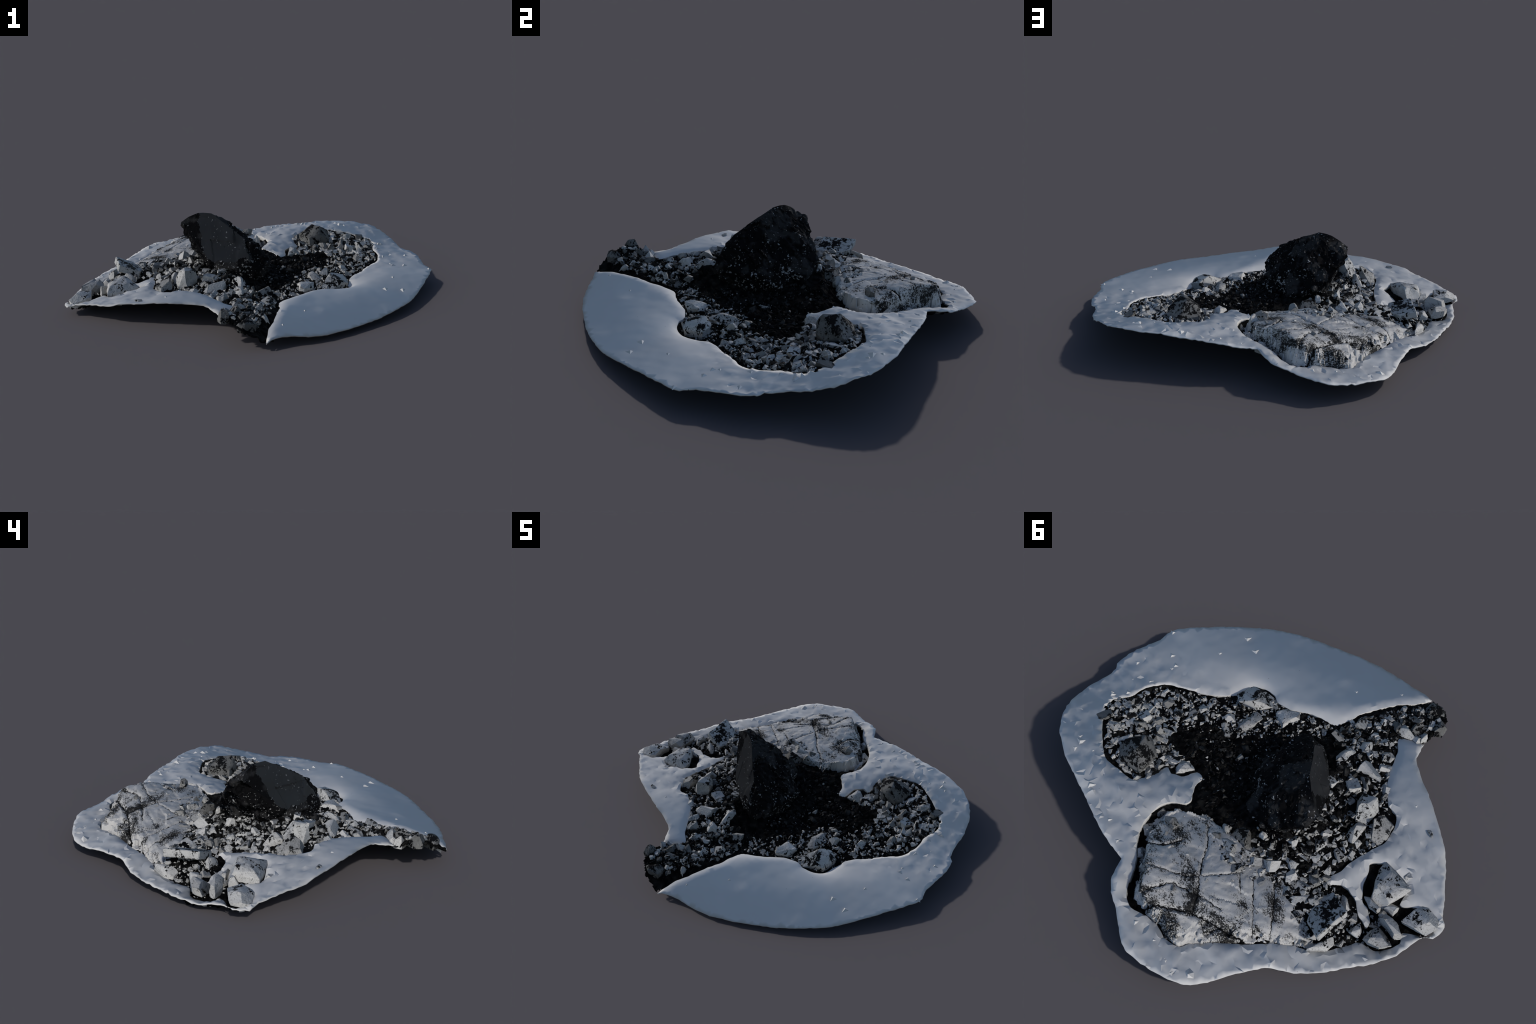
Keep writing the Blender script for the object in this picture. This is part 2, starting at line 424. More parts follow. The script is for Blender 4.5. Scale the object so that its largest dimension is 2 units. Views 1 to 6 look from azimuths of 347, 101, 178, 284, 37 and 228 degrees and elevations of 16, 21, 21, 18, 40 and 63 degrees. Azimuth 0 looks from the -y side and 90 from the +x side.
# --------------------------------------------------------------- gravel bed
BED = [(.385, -.016, .098), (.338, .023, .105), (.32, .13, .115), (.2, 0, .11), (.15, -.12, .1), (.05, -.33, .1), (.1, .15, .14),
       (.1, .25, .15), (.16, .3, .145), (.2, .2, .13), (.05, .1, .145), (.533, .174, .118), (.6, .3, .15), (.7, .25, .128), (.65, .1, .102), (.5, 0, .098),
       (.4, -.1, .092), (.2, -.25, .095), (.1, -.1, .115), (.08, -.25, .095), (-.1, -.42, .145), (-.2, -.35, .162), (-.3, -.25, .165), (-.04, -.37, .13), (-.4, -.13, .145), (-.35, 0, .148),
       (-.25, -.05, .172), (-.15, .1, .2), (-.3, .1, .155), (-.2, .2, .165), (-.15, -.28, .185), (-.3, -.13, .152), (-.1, -.32, .17),
       (-.45, -.25, .142), (-.35, -.35, .148), (-.25, -.48, .142), (-.2, -.57, .135), (-.495, -.13, .105), (-.45, 0, .12), (-.48, .1, .105),
       (-.1, -.57, .115), (-.12, -.7, .122), (-.2, -.7, .14), (-.2, -.8, .132), (-.29, -.8, .152), (-.24, -.89, .118), (-.165, -.925, .08), (-.45, .18, .135),
       (0, .6, .08), (-.3, .5, .07), (-.85, .03, .058), (-.75, -.05, .078), (-.68, -.055, .1), (-.9, -.1, .06), (-.6, .2, .12), (-.64, .27, .1), (-.53, .12, .118), (-.5, .16, .128),
       (-.68, .15, .1), (.205, .45, .118), (.19, .53, .12), (.12, .65, .115), (.045, .72, .108), (-.03, .79, .1)]
sh = shore[::6]
def dusted(p):
    """where snow only dusts the gravel, on the north-east ledge"""
    return (np.atleast_2d(p)[:, :2] - (.72, .22)) @ np.array([1, .1]) > -.12
bed_ctrl = BED + [(x, y, z - (.006 if dusted((x, y))[0] else .018)) for (x, y), z in zip(sh, snow_z(sh))]
bed_z = Sheet(bed_ctrl, 3e-3)

def bed_mesh():
    step = .0085
    nx, ny = int(2.02 / step), int(1.96 / step)
    g = np.stack(np.meshgrid(-1.01 + np.arange(nx) * step, -.98 + np.arange(ny) * step, indexing="ij"), -1).reshape(-1, 2)
    g = g + rng.uniform(-.3, .3, g.shape) * step
    ins = inside(hole, g)
    idx = np.where(ins | (np.abs(g[:, 0]) < 9))[0]
    ds = np.full(len(g), 9.0)
    cand = np.where(ins | (seg_dist(g, shore[::5]).min(1) < .08))[0]
    ds[cand] = seg_dist(g[cand], shore).min(1)
    dr = seg_dist(g, rim[::2, :2]).min(1)
    keep = ins & ((dr > .004) | (g[:, 0] > -.34) & (g[:, 1] < -.68)) | ((ds < .03) & (dr > .022))
    z = np.zeros(len(g)); kk = np.where(keep)[0]
    z[kk] = bed_z(g[kk]); zs = np.zeros(len(g)); zs[kk] = snow_z(g[kk])
    dst = dusted(g)
    for i in kk:
        x, y = g[i]
        r = .006 * nz(x, y, 0, 22, 6) + .011 * facet(x, y, 26, 3, 1.2, 1.1) + .006 * facet(x, y, 55, 8)
        z[i] += r
        lim = zs[i] - ((.004 if not ins[i] else .001) if dst[i] else (.018 if not ins[i] else .006))
        z[i] = max(min(z[i], lim if ds[i] < .03 else 9), .007)
    idx = -np.ones(len(g), int); idx[kk] = np.arange(len(kk))
    faces = []
    for i in range(nx - 1):
        for j in range(ny - 1):
            q = (i * ny + j, (i + 1) * ny + j, (i + 1) * ny + j + 1, i * ny + j + 1)
            if all(keep[a] for a in q):
                a, b, c, d = (idx[t] for t in q)
                faces += [(a, b, c), (a, c, d)] if (i + j) % 2 else [(a, b, d), (b, c, d)]
    return [(*g[i], z[i]) for i in kk], faces

v, f = bed_mesh()
bed = mesh_object("gravel_bed", v, f, M_SOIL, True, 28, root)
md = bed.modifiers.new("thickness", "SOLIDIFY"); md.thickness = .006; md.offset = -1

# ------------------------------------------------------------ bedrock slab
SLAB_EDGE = [((.184, .40), .09, 3.5), ((.197, .457), .09, 3.2), ((.183, .522), .09, 3), ((.155, .582), .09, 3), ((.103, .637), .09, 3.2), ((.047, .695), .09, 3.4),
             ((.0, .75), .09, 3), ((-.04, .79), .095, 3), ((-.13, .788), .095, 2.6), ((-.19, .78), .092, 2.0), ((-.26, .788), .088, 1.5), ((-.324, .765), .085, 1.3),
             ((-.351, .717), .08, .9), ((-.406, .638), .08, .9), ((-.484, .552), .075, 1.1), ((-.556, .462), .068, 1.2), ((-.635, .378), .055, 1.3),
             ((-.69, .335), .04, 1.2), ((-.715, .29), .03, 1.0), ((-.62, .21), .05, 1.0), ((-.5, .17), .08, 1.0), ((-.38, .17), .1, 1.2), ((-.2, .2), .1, 1.2),
             ((-.05, .25), .1, 1.5), ((.06, .29), .08, 2), ((.15, .36), .06, 4)]
slab_poly = np.array([e[0] for e in SLAB_EDGE])
SLAB_TOP = [(.165, .41, .19), (.15, .5, .18), (.13, .56, .182), (.11, .615, .198), (.09, .45, .193), (.05, .42, .187), (.05, .53, .2), (.06, .6, .214), (.015, .675, .222), (-.03, .755, .214), (-.035, .7, .221),
            (-.06, .34, .174), (.05, .33, .168), (-.14, .34, .172), (-.2, .4, .172), (-.1, .5, .19), (-.17, .56, .188), (-.115, .63, .2),
            (-.275, .646, .164), (-.2, .69, .176), (-.13, .735, .19), (-.33, .6, .154), (-.324, .464, .155), (-.413, .387, .137),
            (-.3, .35, .152), (-.4, .29, .135), (-.46, .45, .126), (-.53, .38, .114), (-.5, .3, .125), (-.6, .3, .098), (-.65, .33, .074), (-.3, .22, .13)]
slab_z = Sheet(SLAB_TOP, 1e-3)
CRACKS = [([(-.002, .344), (-.083, .414), (-.121, .472), (-.167, .525), (-.218, .573), (-.271, .65)], .0036),
          ([(.007, .661), (-.128, .572), (-.169, .516), (-.261, .371)], .0026),
          ([(-.261, .378), (-.329, .428)], .0028),
          ([(-.317, .349), (-.434, .447), (-.497, .504)], .0030),
          ([(-.381, .282), (-.487, .378), (-.556, .464)], .0032),
          ([(-.067, .758), (-.114, .631), (-.202, .59), (-.271, .557), (-.333, .54)], .0034),
          ([(.1, .6), (.04, .557), (.011, .479)], .0045),
          ([(-.075, .81), (-.155, .735), (-.255, .648), (-.304, .625), (-.395, .585), (-.482, .545)], .0055),
          ([(-.313, .629), (-.351, .654), (-.367, .628), (-.393, .582)], .0036)]

def slab_mesh():
    step = .0062
    lo, hi = slab_poly.min(0) - .01, slab_poly.max(0) + .01
    nx, ny = int((hi[0] - lo[0]) / step), int((hi[1] - lo[1]) / step)
    g = np.stack(np.meshgrid(lo[0] + np.arange(nx) * step, lo[1] + np.arange(ny) * step, indexing="ij"), -1).reshape(-1, 2)
    keep = inside(slab_poly, g)
    D = seg_dist(g, slab_poly, True)
    keep |= D.min(1) < step
    sign = np.where(inside(slab_poly, g), 1, -1)
    top = slab_z(g)
    wall = np.full(len(g), 9.0)
    # the sides break along flat facets
    jag = np.array([.011 * facet(x, y, 19, 5, 1.1, .9) + .004 * facet(x, y, 48, 2) if k else 0 for (x, y), k in zip(g, keep)])
    for i, (p, base, sl) in enumerate(SLAB_EDGE):
        b2, s2 = SLAB_EDGE[(i + 1) % len(SLAB_EDGE)][1:]
        wall = np.minimum(wall, (base + b2) / 2 + (sl + s2) / 2 * (D[:, i] * sign + jag))
    z = np.zeros(len(g))
    dc = [seg_dist(g, l).min(1) / (w * 1.6) for l, w in CRACKS]
    groove = np.zeros(len(g))
    snow_at = snow_z(g)
    for d, (l, w) in zip(dc, CRACKS):
        groove = np.maximum(groove, w * 2.2 * np.exp(-d ** 2))
    for i in np.where(keep)[0]:
        x, y = g[i]
        onwall = np.clip((top[i] - wall[i]) / .02, 0, 1)
        a = wall[i] + onwall * (.022 * facet(x, y, 17, 3, 1.3, 1.0) + .008 * facet(x, y, 45, 5))
        a += .6 * onwall * (round((a + .012 * nz(x, y, 0, 7, 4)) / .026) * .026 - a)          # bedding ledges
        b = top[i] + .004 * fbm(x, y, 0, 9, 1) + .0055 * facet(x * .8 + y * .6, (y * .8 - x * .6) * 2.2, 7, 11, 1.0, .6) + .0022 * facet(x, y, 34, 2)
        # thin beds break off in steps towards the north edge
        w = y * .83 - x * .56 + .012 * nz(x, y, 0, 14, 6) + .010 * facet(x, y, 20, 9, 1, 0)
        for w0, rise in ((.585, .004), (.635, .005), (.678, .008), (.715, .010)):
            b -= rise * .6 * (min(1, max(0, (w - w0) / .006)) - .25)
        h = min(a, b); dd = abs(a - b)
        h -= .2 * max(0, .010 - dd)          # worn edge between top and sides
        # strata: faint steps that run along the slab
        u = (x * .8 + y * .6) * 10 + .8 * nz(x, y, 0, 5, 7)
        h += .0022 * (1 - onwall) * (abs((u % 1) - .5) * 2 - .5)
        z[i] = max(h - groove[i], max(.06, snow_at[i] - .035))
    idx = -np.ones(len(g), int); kk = np.where(keep)[0]; idx[kk] = np.arange(len(kk))
    faces = []
    for i in range(nx - 1):
        for j in range(ny - 1):
            q = (i * ny + j, (i + 1) * ny + j, (i + 1) * ny + j + 1, i * ny + j + 1)
            if all(keep[t] for t in q): faces.append(tuple(idx[t] for t in q))
    return [(*g[i], z[i]) for i in kk], faces

v, f = slab_mesh()
slab = mesh_object("bedrock_slab", v, f, mat_slab(CRACKS), True, 30, root)

# ----------------------------------------------------------------- boulder
BOULDER = [(-.259, -.007, .458), (-.204, -.053, .462), (-.165, -.096, .432), (-.145, -.12, .412), (-.11, -.155, .388), (-.055, -.215, .347), (-.14, -.05, .419), (-.102, -.06, .389), (-.062, -.08, .363), (-.028, -.1, .337), (.0, -.125, .30), (.037, -.15, .262),
           (-.055, -.285, .243), (-.105, -.262, .2), (-.239, -.15, .23), (-.255, -.103, .293), (-.266, -.034, .40), (-.316, .01, .362), (-.287, -.06, .293),
           (-.325, .0, .448), (-.35, .04, .40), (-.338, .087, .39), (-.288, .128, .33), (-.21, .168, .25), (-.15, .17, .22), (-.105, .174, .2),
           (-.057, .168, .2), (.055, .03, .15), (.089, -.055, .213), (.05, -.1, .13), (.054, -.255, .232), (.008, -.305, .19), (-.04, -.285, .15), (-.088, -.265, .15),
           (-.05, .1, .29), (-.14, .075, .38), (-.235, .095, .378), (-.05, -.18, .36), (.0, -.24, .30), (-.17, -.06, .444),
           (-.02, -.13, .08), (.0, .05, .1), (-.14, .06, .12), (-.21, -.12, .15), (-.22, .1, .15)]
FACE_N = Vector((-.532, -.740, .412)).normalized(); FACE_P = Vector((-.194, -.124, .355))

def boulder_mesh():
    bm = bmesh.new()
    vs = []
    for p in BOULDER:
        p = Vector(p); d = (p - FACE_P).dot(FACE_N)
        vs.append(bm.verts.new(p - FACE_N * (d if abs(d) < .021 or d > 0 else 0)))     # the broken face is a true plane
    r = bmesh.ops.convex_hull(bm, input=vs)
    prune(bm, r)
    for _ in range(7):
        long = [e for e in bm.edges if e.calc_length() > .011]
        if not long: break
        bmesh.ops.subdivide_edges(bm, edges=long, cuts=1)
        bmesh.ops.triangulate(bm, faces=[q for q in bm.faces if len(q.verts) > 3])
    bm.normal_update()
    def off(p): return abs((p - FACE_P).dot(FACE_N))
    # soften the hull away from the broken face
    soft = [q for q in bm.verts if off(q.co) > .02]
    for _ in range(3):
        bmesh.ops.smooth_vert(bm, verts=soft, factor=.5, use_axis_x=True, use_axis_y=True, use_axis_z=True)
    bm.normal_update()
    mv = {}
    for q in bm.verts:
        p = q.co
        rough = min(1, max(0, off(p) - .004) / .03)
        plate = noise.voronoi(p * 13)[0]
        h = rough * (.005 + .014 * noise.noise(p * 9) + .010 * (plate[1] - plate[0] - .35) + .012 * facet(p.x, p.y, 13, 4, 1.2, .8, p.z) + .007 * facet(p.x, p.y, 34, 6, 1, 1, p.z) + .004 * fbm(*p, 40, 3))
        # the back is hollowed a little
        h -= .012 * rough * max(0, q.normal.dot(Vector((.65, .6, .45)))) * math.exp(-((p - Vector((-.06, .03, .29))).length / .12) ** 2)
        # chipped rim of the broken face
        h -= .09 * max(0, noise.noise(p * 15 + Vector((3, 1, 7))) - .18) * max(0, 1 - abs(q.normal.dot(FACE_N)) ** 3) * math.exp(-off(p) / .03)
        h += .0035 * noise.noise(p * 11) + .002 * (noise.cell(p * 9) - .5)
        mv[q] = p + q.normal * h
    for q, p in mv.items(): q.co = p
    bm.normal_update()
    for q in bm.faces:
        c = q.calc_center_median()
        q.material_index = 1 if off(c) < .012 and c.x > -.27 + .02 * noise.noise(c * 30) and q.normal.dot(FACE_N) > .7 and c.z > .235 + .03 * noise.noise(c * 22) + .15 * max(0, c.x + .16) else 0
        q.smooth = True
    me = bpy.data.meshes.new("boulder"); bm.to_mesh(me); bm.free()
    me.materials.append(mat_boulder()); me.materials.append(mat_face())
    me.set_sharp_from_angle(angle=math.radians(26))
    ob = bpy.data.objects.new("boulder", me); bpy.context.scene.collection.objects.link(ob); ob.parent = root
    return ob
boulder = boulder_mesh()

# ------------------------------------------------------------ single blocks
def finish_block(bm, size, rough=.03, bevel=.035, name="rock", mat=None, seed=0):
    bm.normal_update()
    bmesh.ops.dissolve_limit(bm, angle_limit=math.radians(9), verts=bm.verts, edges=bm.edges)
    bmesh.ops.bevel(bm, geom=list(bm.edges), offset=size * bevel, segments=1, affect="EDGES", clamp_overlap=True)
    for _ in range(4):
        long = [e for e in bm.edges if e.calc_length() > max(size * .16, .006)]
        if not long: break
        bmesh.ops.subdivide_edges(bm, edges=long, cuts=1)
        bmesh.ops.triangulate(bm, faces=[q for q in bm.faces if len(q.verts) > 3])
    bm.normal_update()
    mv = {q: q.co + q.normal * size * rough * (noise.noise(q.co * (3.2 / size) + Vector((seed, 0, 0))) + .5 * noise.noise(q.co * (9 / size) + Vector((seed, 4, 0)))) for q in bm.verts}
    for q, p in mv.items(): q.co = p
    for q in bm.faces: q.smooth = True
    me = bpy.data.meshes.new(name); bm.to_mesh(me); bm.free()
    if mat: me.materials.append(mat)
    me.set_sharp_from_angle(angle=math.radians(18))
    return me

def split(bm, rr, size, cuts, keep_below=False):
    """knock corners off a convex chunk along random planes"""
    for _ in range(cuts):
        n = Vector((rr.gauss(0, 1), rr.gauss(0, 1), rr.gauss(.5 if keep_below else 0, .8))).normalized()
        far = max(q.co.dot(n) for q in bm.verts); near = min(q.co.dot(n) for q in bm.verts)
        d = far - (far - near) * rr.uniform(.1, .27)
        r = bmesh.ops.bisect_plane(bm, geom=bm.verts[:] + bm.edges[:] + bm.faces[:], plane_co=n * d, plane_no=n, clear_outer=True)
        prune(bm, bmesh.ops.convex_hull(bm, input=bm.verts[:]))

placed = []      # (x, y, radius) of everything that small stones must not bury
def block(mm, z0, zt, tilt=(0, 0), mat=None, crown=.72, name="rock", ridge=None):
    """A broken block: footprint corners in millimetres, foot and top height, tilt of the top (dz/dx, dz/dy).
    crown < 1 draws the top in; ridge = ((x, y), (x, y)) ends the block in an edge instead of a flat top."""
    P = np.array(mm, float).reshape(-1, 2) / 1000
    c = P.mean(0); s = max(np.ptp(P[:, 0]), np.ptp(P[:, 1]))
    rr = random.Random(int(abs(P.sum()) * 1e5))
    bm = bmesh.new(); vs = []
    h = zt - z0
    o = Vector((*c, 0))
    P = c + (P - c) * 1.07
    for k, p in enumerate(P):
        vs.append(bm.verts.new(Vector((*(c + (p - c) * .9), z0)) - o))
        d = p - c
        zz = z0 + h * rr.uniform(.25, .75) + d @ np.array(tilt) * .7
        vs.append(bm.verts.new(Vector((*p, min(zz, zt))) - o))
    if ridge:
        for q in ridge:
            vs.append(bm.verts.new(Vector((q[0] / 1000, q[1] / 1000, zt)) - o))
    else:
        # three or four crown corners, unevenly set
        n = len(P); a0 = rr.uniform(0, n)
        for t in (0, 1, 2, 3)[:rr.choice((3, 4))]:
            u = (a0 + t * n / 3.6) % n; k = int(u); f = u - k
            d = (P[k] * (1 - f) + P[(k + 1) % n] * f - c) * crown * rr.uniform(.7, 1.15)
            vs.append(bm.verts.new(Vector((*(c + d), zt + d @ np.array(tilt) - h * (rr.uniform(0, .22) if t else 0))) - o))
    prune(bm, bmesh.ops.convex_hull(bm, input=vs))
    if not ridge: split(bm, rr, s, 2, True)
    me = finish_block(bm, s, .028, .009, name, mat or M_PALE, rr.uniform(0, 50))
    ob = bpy.data.objects.new(name, me); ob.location = o
    bpy.context.scene.collection.objects.link(ob); ob.parent = root
    placed.append((c[0], c[1], s * .42))
    return ob

# north-east ledge
block([563,423, 566,373, 563,325, 537,287, 493,285, 438,299, 416,350, 413,415, 450,429, 508,447], .13, .255, ridge=((500, 303), (474, 372)), name="large_rock", mat=M_DARK)
block([344,269, 361,220, 318,203, 263,209, 292,278, 316,283], .1, .158, crown=.5)
block([564,239, 553,198, 513,193, 536,235], .12, .175)
block([713,408, 722,362, 682,314, 647,344, 684,409], .12, .182, (-.1, .1))
block([619,406, 607,343, 593,304, 578,364, 606,411], .12, .2, crown=.4)
block([424,491, 441,437, 398,420, 383,436], .12, .182)
block([423,404, 436,351, 424,316, 390,337, 392,393], .11, .172)
block([432,297, 413,267, 398,283, 406,307], .1, .163)
block([802,335, 821,292, 782,290, 758,327], .11, .156)
block([480,270, 485,227, 435,216, 418,238, 434,271], .1, .158)
# southern bank
block([485,-218, 467,-305, 352,-354, 317,-324, 354,-245, 436,-194], .055, .132, (.1, 0), crown=.8, mat=M_PALE2)
block([282,-291, 262,-345, 208,-373, 171,-336, 131,-275, 184,-256, 234,-261], .06, .118, (.15, -.2), crown=.75)
block([323,-61, 366,-137, 345,-220, 283,-236, 273,-178, 308,-90], .06, .118, crown=.55)
# western bank
block([-193,-505, -254,-550, -273,-538, -278,-489, -250,-462], .1, .168)
block([-151,-534, -158,-571, -211,-599, -249,-573, -205,-549], .1, .158)
block([-131,-448, -114,-491, -140,-515, -174,-492, -202,-442, -172,-427], .1, .175, crown=.5)
block([-191,-379, -190,-398, -235,-431, -261,-428, -306,-421, -325,-400, -272,-381, -221,-354], .11, .185, (.2, .1), crown=.7)
block([-106,-326, -109,-371, -82,-417, -131,-426, -181,-409, -189,-357, -172,-309, -130,-300], .1, .195, (.1, .1), crown=.5)
block([-247,-341, -271,-377, -308,-353, -341,-306, -306,-297], .11, .18)
block([-323,-353, -315,-376, -354,-369, -364,-341], .1, .152)
block([-345,-235, -332,-290, -370,-332, -425,-285, -440,-200, -395,-182], .11, .238, (.1, -.05), crown=.82, mat=M_PALE2, name="large_rock")
block([-453,-231, -466,-301, -494,-337, -510,-322, -545,-232, -539,-195, -504,-184], .085, .182, (.45, .2), crown=.85, name="large_rock")
block([-415,-93, -405,-147, -415,-185, -448,-192, -464,-104], .1, .192, (.3, 0), crown=.7)
block([-456,-106, -456,-144, -482,-144, -489,-107], .09, .138)
block([-490,-131, -483,-168, -522,-169, -512,-135], .085, .13)
# north-west group in its snow hollow
block([-674,-5, -641,-61, -626,-155, -661,-166, -728,-164, -778,-158, -768,-94, -762,-8, -722,3], .055, .158, (.12, .0), crown=.8, name="large_rock")
block([-851,-39, -824,-115, -889,-163, -954,-161, -974,-129, -965,-76, -912,-54], .055, .114, (.15, 0), crown=.6, name="large_rock")
block([-805,140, -798,92, -813,46, -875,50, -904,65, -877,118, -829,139], .05, .108, (.1, 0), crown=.8, name="large_rock")
block([-788,30, -792,-3, -854,-11, -904,6, -909,29, -878,36], .05, .122, (.2, 0), crown=.8)
block([-764,-17, -763,-60, -803,-71, -814,-48, -810,-28], .06, .118)
block([-666,7, -694,-4, -775,-7, -768,16, -718,25], .05, .106)
block([-711,-174, -710,-218, -719,-266, -774,-235, -733,-171], .07, .108)
# tilted plate and the flags round it, on the west end of the slab
def plate(mm, top, tilt, thick, name="rock_plate", mat=None):
    P = np.array(mm, float).reshape(-1, 2) / 1000
    c = P.mean(0); o = Vector((*c, top)); t = np.array(tilt)
    nrm = Vector((-t[0], -t[1], 1)).normalized()
    bm = bmesh.new(); vs = []
    for p in P:
        d = p - c; q = Vector((d[0], d[1], d @ t))
        vs += [bm.verts.new(q), bm.verts.new(q * random.uniform(.93, 1.04) - nrm * thick)]
    prune(bm, bmesh.ops.convex_hull(bm, input=vs))
    me = finish_block(bm, max(np.ptp(P, 0)) * .7, .02, .03, name, mat or M_PALE2, 3)
    ob = bpy.data.objects.new(name, me); ob.location = o
    bpy.context.scene.collection.objects.link(ob); ob.parent = root
    placed.append((c[0], c[1], max(np.ptp(P, 0)) * .4))
plate([-690,313, -687,137, -574,111, -547,194, -600,290], .147, (-.36, .0), .04)
block([-449,259, -433,198, -497,173, -514,211, -501,247], .11, .155)
block([-483,299, -469,265, -508,240, -513,192, -543,213, -536,264], .1, .146)
block([-451,144, -497,119, -517,131, -521,170, -483,172], .1, .152, crown=.5)
block([-541,302, -534,267, -567,270, -583,316], .075, .13)
block([-617,112, -600,66, -670,100, -668,122], .06, .13, crown=.4)
block([-735,166, -744,114, -771,109, -784,151, -755,172], .05, .095)
block([-695,291, -715,233, -738,248, -738,289, -680,365], .04, .1)
# heap between slab and boulder
block([-314,185, -318,165, -353,153, -370,133, -398,145, -390,191], .11, .163)
block([-351,122, -351,104, -385,89, -395,107], .11, .155)
block([-276,118, -275,81, -310,70, -319,89, -314,121], .13, .2)
block([-343,14, -367,-37, -402,-12, -389,49], .1, .168, mat=M_PALE2)
block([-339,-13, -342,-47, -366,-68, -377,-51, -358,-20], .11, .182)
block([-417,30, -427,-4, -448,9, -453,32, -425,43], .1, .148)
block([-432,-11, -432,-41, -485,-36, -486,1], .1, .145)
block([-495,-46, -476,-76, -497,-94, -514,-54], .08, .135)
block([-448,-45, -449,-69, -473,-59, -472,-42], .1, .142)
block([-293,185, -258,143, -286,126, -318,147], .12, .18, mat=M_DARK)
block([-250,201, -213,164, -244,149, -275,187], .12, .186, mat=M_PALE2)
block([-42,308, -35,279, -74,270, -86,309], .15, .207, mat=M_PALE2)
block([-94,292, -90,248, -126,208, -152,223, -160,259, -193,264, -184,290], .14, .202, mat=M_DARK)
block([-70,336, -77,313, -162,302, -188,346, -161,370], .14, .192, mat=M_PALE2)
block([-178,332, -187,299, -220,327, -207,350], .14, .182)
block([-289,321, -286,284, -315,267, -323,314], .12, .163)
block([-177,204, -178,176, -210,173, -206,199], .15, .206)
block([115,498, 137,471, 104,440, 73,447, 77,483], .19, .236, crown=.5)
# splinters fallen from the slab's east side
block([188,508, 203,556, 172,592, 142,552], .1, .172, crown=.25)
block([216,428, 214,474, 186,482, 180,436], .1, .165, crown=.35, mat=M_DARK)
block([128,612, 138,640, 102,668, 84,640], .1, .168, crown=.3)
# rubble spur
block([-162,-625, -152,-707, -204,-696, -264,-689, -229,-661], .09, .166, crown=.45)
block([-153,-725, -172,-769, -228,-777, -226,-717], .09, .155, mat=M_DARK)
block([-172,-825, -170,-893, -225,-905, -258,-880, -210,-830], .09, .152, mat=M_DARK)
block([-272,-790, -285,-838, -322,-832, -332,-790, -305,-765], .12, .184, mat=M_DARK)
block([-40,-684, -49,-709, -89,-698, -64,-683], .05, .115)
block([-67,-709, -110,-730, -121,-714, -100,-690], .05, .118)
block([-90,-755, -84,-801, -116,-787, -114,-755], .07, .126)
block([0,-570, -7,-652, -54,-664, -66,-620, -37,-569], .05, .115, mat=M_DARK)
block([-103,-616, -162,-615, -140,-581], .07, .138, crown=.4)
block([-71,-535, -93,-547, -106,-519, -85,-510], .07, .135)
block([-248,-711, -264,-751, -298,-735, -286,-691], .1, .165)

# ------------------------------------------------- loose stones and gravel
def stone_mesh(i, mat, flat=.6, cuts=5):
    rr = random.Random(100 + i)
    bm = bmesh.new()
    for a in (-1, 1):
        for b in (-1, 1):
            for c in (-1, 1):
                bm.verts.new((.5 * a * rr.uniform(.65, 1), .36 * b * rr.uniform(.6, 1), .5 * flat * c * rr.uniform(.6, 1)))
    prune(bm, bmesh.ops.convex_hull(bm, input=bm.verts[:]))
    split(bm, rr, 1, cuts)
    # work at true stone size so that the material grain fits
    bmesh.ops.scale(bm, vec=(.043,) * 3, verts=bm.verts)
    return finish_block(bm, .04, .022, .010, "stone", mat, i)

kinds = [stone_mesh(i, M_PALE if i % 3 else M_PALE2, .4 + .08 * (i % 5), 3 + i % 4) for i in range(18)]
grits = [stone_mesh(60 + i, M_GRIT, .5, 3 + i) for i in range(3)]
darks = [stone_mesh(40 + i, M_DARK, .6, 3 + i) for i in range(4)]

HEAP = np.array([(-.12, .30), (-.02, .36), (-.12, .39), (-.27, .37), (-.38, .30), (-.47, .28), (-.5, .1), (-.52, -.1), (-.54, -.28), (-.44, -.34), (-.3, -.47),
        (-.22, -.62), (-.12, -.5), (-.09, -.36), (-.2, -.2), (-.25, -.1), (-.24, .08), (-.15, .2)])
SPUR = np.array([(-.27, -.72), (-.275, -.82), (-.24, -.87), (-.18, -.885), (-.115, -.81), (-.045, -.66), (.015, -.53), (.03, -.45), (-.05, -.36), (-.13, -.5), (-.22, -.64)])
SOUTH = np.array([(.05, -.46), (.04, -.36), (.2, -.2), (.3, -.05), (.46, .0), (.58, .02), (.72, 0), (.6, -.1), (.5, -.2), (.46, -.32), (.33, -.34), (.2, -.4)])
LEDGE = np.array([(.42, .02), (.5, .1), (.5, .2), (.4, .2), (.33, .2), (.36, .3), (.38, .43), (.5, .48), (.62, .45), (.78, .34), (.81, .27), (.78, .16), (.74, .02), (.6, .0)])
HOLLOW = np.array([(-.58, .1), (-.6, .2), (-.7, .3), (-.78, .2), (-.86, .12), (-.91, .03), (-.88, -.02), (-.78, -.02), (-.7, .05), (-.63, .07)])
PIT = np.array([(.05, -.3), (.0, .1), (.05, .3), (.2, .24), (.25, .18), (.4, .16), (.5, .1), (.42, 0), (.3, -.06), (.2, -.2)])
SLABTOP = np.array([(-.02, .34), (.12, .4), (.13, .5), (-.05, .7), (-.25, .64), (-.45, .45), (-.6, .34), (-.45, .3), (-.3, .36)])

def ground(x, y):
    q = np.array([(x, y)])
    z = bed_z(q)[0]
    if inside(slab_poly, q)[0]:
        D = seg_dist(q, slab_poly, True)[0]
        w = min((SLAB_EDGE[i][1] + SLAB_EDGE[i][2] * D[i]) for i in range(len(D)))
        z = max(z, min(slab_z(q)[0], w))
    return z

